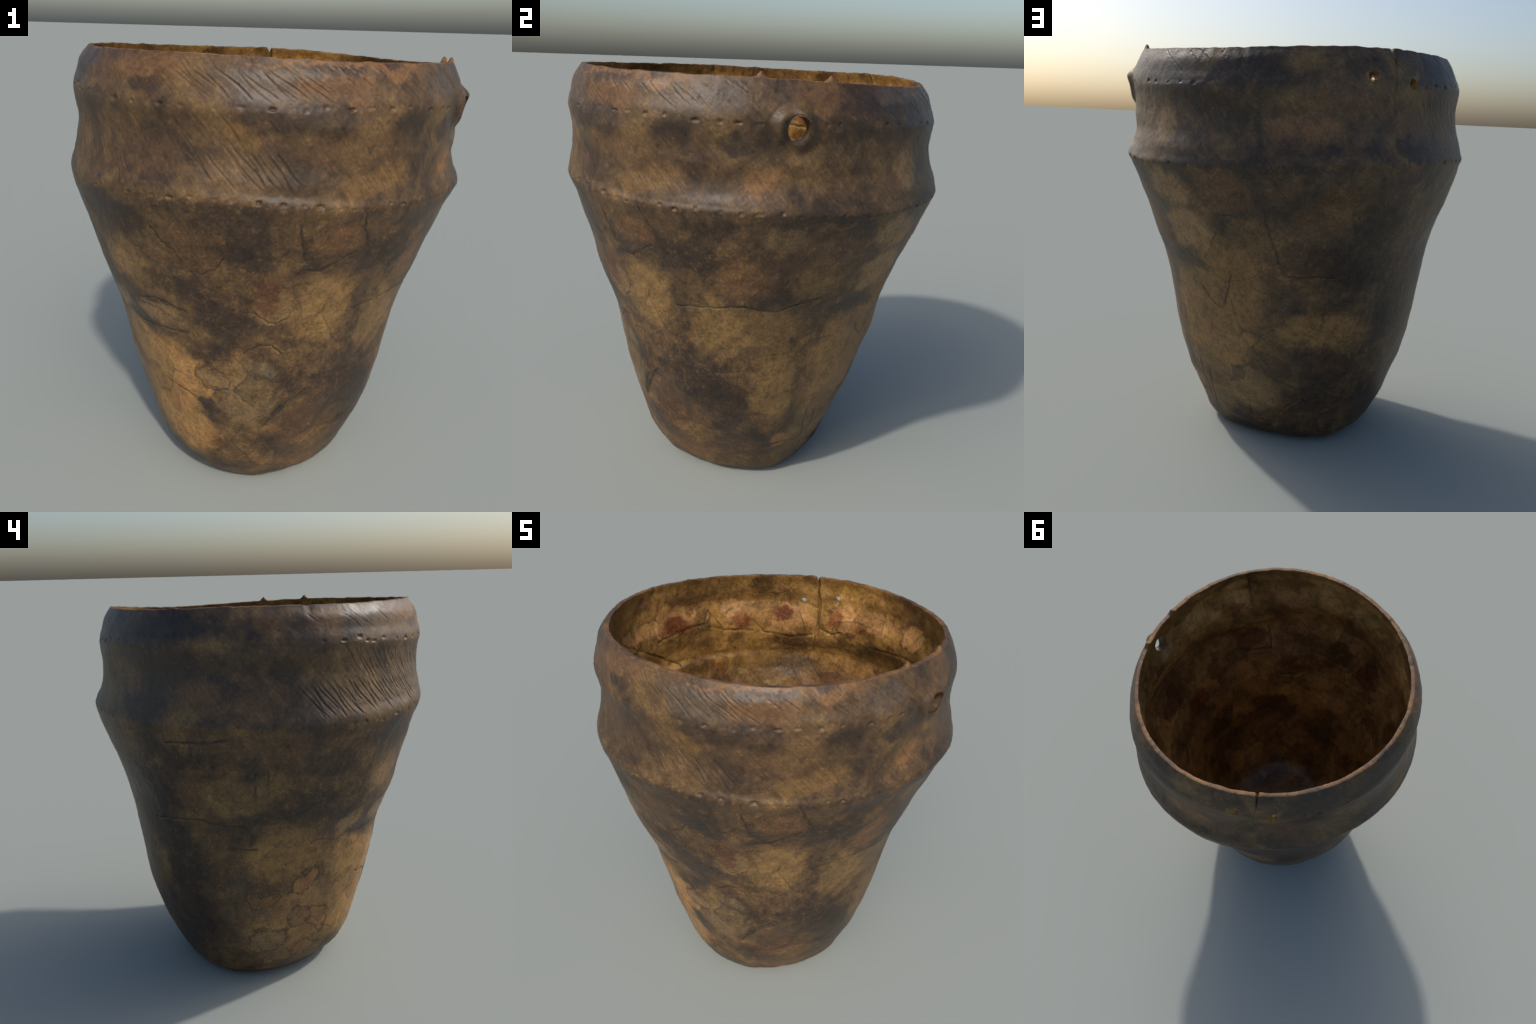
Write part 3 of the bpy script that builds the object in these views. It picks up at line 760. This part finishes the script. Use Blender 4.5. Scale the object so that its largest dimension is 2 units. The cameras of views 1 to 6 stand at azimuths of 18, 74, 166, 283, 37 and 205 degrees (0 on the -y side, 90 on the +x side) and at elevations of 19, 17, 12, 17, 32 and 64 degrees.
def clay(name, zmin, zmax, patches, ringed, cracks, base, inside=False, streak=None, crack_r=0.8, level=0.98, sherds=0.0):
    N = Nodes(name)
    P = N.add("ShaderNodeTexCoord").outputs["Object"]
    sep = N.add("ShaderNodeSeparateXYZ", [P])
    X, Y, Z = sep.outputs
    w1 = N.vec("SCALE", N.vec("SUBTRACT", N.noise(P, 7.0, 6.0, 0.68, color=True), (0.5, 0.5, 0.5)), 0.21)
    PW = N.vec("ADD", P, w1)
    # ground colour
    n1 = N.noise(P, 4.5, 9.0, 0.62, 0.3)
    col = N.ramp(n1, [(p, srgb(*c)) for p, c in base]).outputs["Color"]

    def placed(spec, tilt, vec):
        az_, h_, w_, hh_ = spec
        return N.vec("LENGTH", N.add("ShaderNodeMapping", {
            "Vector": vec, "Location": where(az_, h_, inside),
            "Rotation": (0, math.radians(tilt), math.radians(az_)), "Scale": (w_, 0.22, hh_)}, vector_type="TEXTURE").outputs[0])

    def rings(col, PW):
        if not ringed:
            return col
        PW = N.vec("MULTIPLY_ADD", col, (1e-8, 1e-8, 1e-8), PW)
        ring_wob = N.span(N.noise(P, 9.0 if inside else 16.0, 3.0, 0.6), 0.3, 0.7, -0.2 if inside else -0.13, 0.2 if inside else 0.13, False)
        dk, fl = (0.5, 0.85) if inside else (0.8, 0.65)
        for n_r, (tone, a, h, w, hh, tilt) in enumerate(ringed):
            if n_r % 8 == 7:
                PW = N.vec("MULTIPLY_ADD", col, (1e-8, 1e-8, 1e-8), PW)
            c, k = srgb(*TONE[tone]), srgb(66, 43, 30)
            d = N.math("ADD", placed((a, h, w, hh), tilt, PW), ring_wob)
            r = N.ramp(d, [(0.0, (*c, fl)), (0.72, (*c, fl)), (0.86, (*k, dk)), (0.94, (*k, dk * 0.8)), (1.0, (*k, 0))])
            col = N.mix(r.outputs["Alpha"], col, r.outputs["Color"])
        return col

    if inside:
        col = rings(col, PW)
    n_done = 0
    for tone, a, h, w, hh, amt, tilt in patches:
        if h + hh * 1.3 < zmin or h - hh * 1.3 > zmax:
            continue
        n_done += 1
        if n_done % 8 == 0:                      # chain the batches: keeps the shader's stack small
            PW = N.vec("MULTIPLY_ADD", col, (1e-8, 1e-8, 1e-8), PW)
        d = placed((a, h, w, hh), tilt, PW)
        col = N.mix(N.span(d, 1.26, 0.62, 0.0, amt) if tone in ("dark", "blackish", "slate", "straw") else N.span(d, 1.24, 0.64, 0.0, amt), col, (*srgb(*TONE[tone]), 1))
    if not inside:
        col = rings(col, PW)

    # glued sherds: each a shade of its own, parted by hairline joins
    if sherds:
        VW = N.vec("ADD", P, N.vec("SCALE", w1, 0.30))
        cell = N.add("ShaderNodeTexVoronoi", {"Vector": VW, "Scale": sherds}).outputs["Color"]
        shade = N.add("ShaderNodeSeparateColor", [cell]).outputs[0]
        col = N.vec("SCALE", col, N.span(shade, 0.0, 1.0, 0.80 if not inside else 0.66, 1.14, False))
        gap = N.add("ShaderNodeTexVoronoi", {"Vector": VW, "Scale": sherds}, feature="DISTANCE_TO_EDGE").outputs["Distance"]
        hair = N.math("MULTIPLY", N.span(gap, 0.026, 0.006), N.span(N.noise(P, 5.0, 2.0), 0.46, 0.60, 0.0, 0.45))
        col = N.mix(hair, col, (*srgb(44, 32, 25), 1))

    # grain: cloudy speckle, and slanting streaks where the wall was brushed
    theta = N.math("ARCTAN2", X, N.math("MULTIPLY", Y, -1.0))
    g1 = N.noise(P, 21.0, 6.0, 0.72, 0.2)
    g2 = N.noise(P, 80.0, 4.0, 0.7)
    grain = N.math("ADD", N.math("MULTIPLY", g1, 0.55), N.math("MULTIPLY", g2, 0.45))
    if streak:
        u = N.math("MULTIPLY_ADD", Z, streak, N.math("MULTIPLY", theta, 0.85))
        sv = N.add("ShaderNodeCombineXYZ", [N.math("MULTIPLY", u, 62.0), N.math("MULTIPLY", Z, 9.0), 0.0]).outputs[0]
        st = N.noise(sv, 1.0, 4.0, 0.6, 0.2)
        grain = N.math("ADD", N.math("MULTIPLY", grain, 0.78), N.math("MULTIPLY", st, 0.22))
    gain = N.span(grain, 0.37, 0.63, 0.42 * level, 1.52 * level, False)
    col = N.vec("SCALE", col, gain)
    fleck = N.math("MULTIPLY", N.span(grain, 0.545, 0.62), N.span(n1, 0.38, 0.52, 0.12, 0.38))
    col = N.mix(fleck, col, (*srgb(132, 98, 54), 1))
    # small dark pits and pale grit
    vor = N.add("ShaderNodeTexVoronoi", {"Vector": P, "Scale": 26.0}).outputs["Distance"]
    pit = N.math("MULTIPLY", N.span(vor, 0.10, 0.04), N.span(n1, 0.5, 0.62))
    col = N.mix(N.math("MULTIPLY", pit, 0.6), col, (*srgb(40, 30, 24), 1))

    # dirt in the joins between sherds
    lines = [c for c in cracks if max(p[1] for p in c) > zmin and min(p[1] for p in c) < zmax]
    if lines:
        theta_b = N.math("ARCTAN2", N.math("MULTIPLY", X, -1.0), Y)        # measured from the back
        wob = N.span(N.noise(P, 30.0, 3.0, 0.6), 0.3, 0.7, -0.007, 0.007, False)
        zw = N.math("ADD", Z, wob)
        best = None
        for n_c, c in enumerate(lines):
            if n_c % 5 == 4:
                zw = N.math("MULTIPLY_ADD", best, 1e-8, zw)
                theta, theta_b = (N.math("MULTIPLY_ADD", best, 1e-8, q_) for q_ in (theta, theta_b))
            a0, a1 = min(p[0] for p in c), max(p[0] for p in c)
            back = abs((a0 + a1) / 2) > 120
            mid = (a0 + a1) / 2
            off = (180 if mid > 0 else -180) if back else 0
            h0, h1 = min(p[1] for p in c), max(p[1] for p in c)
            flat = (a1 - a0) * math.pi / 180 * crack_r > (h1 - h0)
            th = theta_b if back else theta
            ang = [(math.radians(p[0] - off), p[1]) for p in c]
            if flat:
                xs, ys, xin, yin, k = [p[0] for p in ang], [p[1] for p in ang], th, zw, 1.0
            else:
                xs, ys, xin, yin, k = [p[1] for p in ang], [p[0] for p in ang], zw, N.math("ADD", th, wob), crack_r
            order = sorted(zip(xs, ys))
            x0, x1 = order[0][0], order[-1][0]
            y0 = sum(ys) / len(ys)
            span_ = (x1 - x0) / 0.9
            start = x0 - 0.05 * span_
            f = N.math("MULTIPLY_ADD", xin, 1 / span_, -start / span_)
            fc = N.add("ShaderNodeFloatCurve", {"Value": f})
            cm = fc.mapping
            cm.use_clip = False
            cm.extend = "HORIZONTAL"
            cu = cm.curves[0]
            pts = [(0.0, 6.0), (0.045, 6.0)] + [((x - start) / span_, y - y0) for x, y in order] + [(0.955, 6.0), (1.0, 6.0)]
            cu.points[0].location, cu.points[1].location = pts[0], pts[-1]
            for p_ in pts[1:-1]:
                cu.points.new(*p_)
            for p_ in cu.points:
                p_.handle_type = "VECTOR"
            cm.update()
            d = N.math("ABSOLUTE", N.math("SUBTRACT", N.math("ADD", fc.outputs[0], y0), yin))
            if k != 1.0:
                d = N.math("MULTIPLY", d, k)
            best = d if best is None else N.math("MINIMUM", best, d)
        col = N.mix(N.math("MULTIPLY", N.span(best, 0.009, 0.0015), N.math("MULTIPLY", N.span(g1, 0.36, 0.56, 0.2, 0.85), N.span(N.noise(P, 7.0, 2.0), 0.40, 0.58, 0.55, 1.0))), col, (*srgb(38, 28, 22), 1))

    bump_in = N.math("ADD", N.math("MULTIPLY", g1, 0.7), N.math("MULTIPLY", g2, 0.5))
    if streak:
        bump_in = N.math("ADD", bump_in, N.math("MULTIPLY", st, 0.22))
    bump = N.add("ShaderNodeBump", {"Strength": 0.2, "Distance": 0.012, "Height": bump_in})
    r0, r1 = (0.28, 0.46) if inside else (0.55, 0.7) if "rim" in name else (0.36, 0.58)
    rough = N.span(N.math("ADD", N.math("MULTIPLY", n1, 0.6), N.math("MULTIPLY", g1, 0.4)), 0.35, 0.65, r0, r1, False)
    bsdf = N.add("ShaderNodeBsdfPrincipled", {"Base Color": col, "Roughness": rough, "Normal": bump.outputs[0]})
    bsdf.inputs["Specular IOR Level"].default_value = 0.45
    out = N.add("ShaderNodeOutputMaterial", [bsdf.outputs[0]])
    return N.mat


SKIN = [(0.30, (46, 36, 28)), (0.43, (66, 50, 35)), (0.54, (90, 68, 43)), (0.68, (116, 90, 54))]
SKIN_IN = [(0.30, (84, 62, 38)), (0.44, (122, 90, 50)), (0.55, (152, 114, 62)), (0.70, (176, 134, 78))]
MATS = {
    "body": clay("fired_clay_body", 0.0, 1.53, PATCHES, RINGED, CRACKS, SKIN, sherds=4.6),
    "neck": clay("fired_clay_neck", 1.44, 1.86, PATCHES, [], CRACKS, SKIN, streak=0.85, level=0.95),
    "collar": clay("fired_clay_collar", 1.79, 2.05, PATCHES, [], CRACKS, SKIN, streak=1.2, level=0.90),
    "interior": clay("clay_interior", 0.0, 1.99, INSIDE, INSIDE_RINGED, CRACKS_INSIDE, SKIN_IN, inside=True, crack_r=0.76, level=1.0, sherds=4.8),
}
MATS["base"] = MATS["body"]
MATS["rim"] = clay("worn_clay_rim", 1.9, 2.1, [], [], [], [(0.30, (58, 44, 32)), (0.45, (92, 66, 40)), (0.56, (124, 88, 50)), (0.7, (146, 106, 58))], level=0.9)
MATS["lug"] = MATS["neck"]


# ------------------------------------------------------------------ objects
root = bpy.data.objects.new("clay_urn", None)
bpy.context.scene.collection.objects.link(root)
root["label"] = "weathered brown prehistoric clay urn with ridged dotted collar"
root["category"] = "clay pot"


def make_part(name, mat, parent, quads_, tris_=None):
    ids = np.unique(quads_ if tris_ is None else np.r_[quads_.ravel(), tris_.ravel()])
    look = np.full(len(verts), -1)
    look[ids] = np.arange(len(ids))
    me = bpy.data.meshes.new(name)
    nq, nt = len(quads_), 0 if tris_ is None else len(tris_)
    me.vertices.add(len(ids))
    me.vertices.foreach_set("co", verts[ids].astype(np.float32).ravel())
    loops = look[quads_].ravel()
    starts = np.arange(nq) * 4
    if nt:
        loops = np.r_[loops, look[tris_].ravel()]
        starts = np.r_[starts, nq * 4 + np.arange(nt) * 3]
    me.loops.add(len(loops))
    me.loops.foreach_set("vertex_index", loops.astype(np.int32))
    me.polygons.add(nq + nt)
    me.polygons.foreach_set("loop_start", starts.astype(np.int32))
    me.update(calc_edges=True)
    me.validate()
    me.polygons.foreach_set("use_smooth", np.ones(len(me.polygons), bool))
    me.materials.append(mat)
    me.normals_split_custom_set_from_vertices(NV[ids].tolist())
    ob = bpy.data.objects.new(name, me)
    ob.parent = parent
    bpy.context.scene.collection.objects.link(ob)
    return ob


part = {}
for name in ("body", "base", "neck", "collar", "rim", "interior"):
    tri = {"base": fan_o, "interior": fan_i}.get(name)
    part[name] = make_part(name, MATS[name], root, quads_all[kinds_all == name], tri)
part["lug"] = make_part("lug", MATS["lug"], part["collar"], quads_all[kinds_all == "lug"])
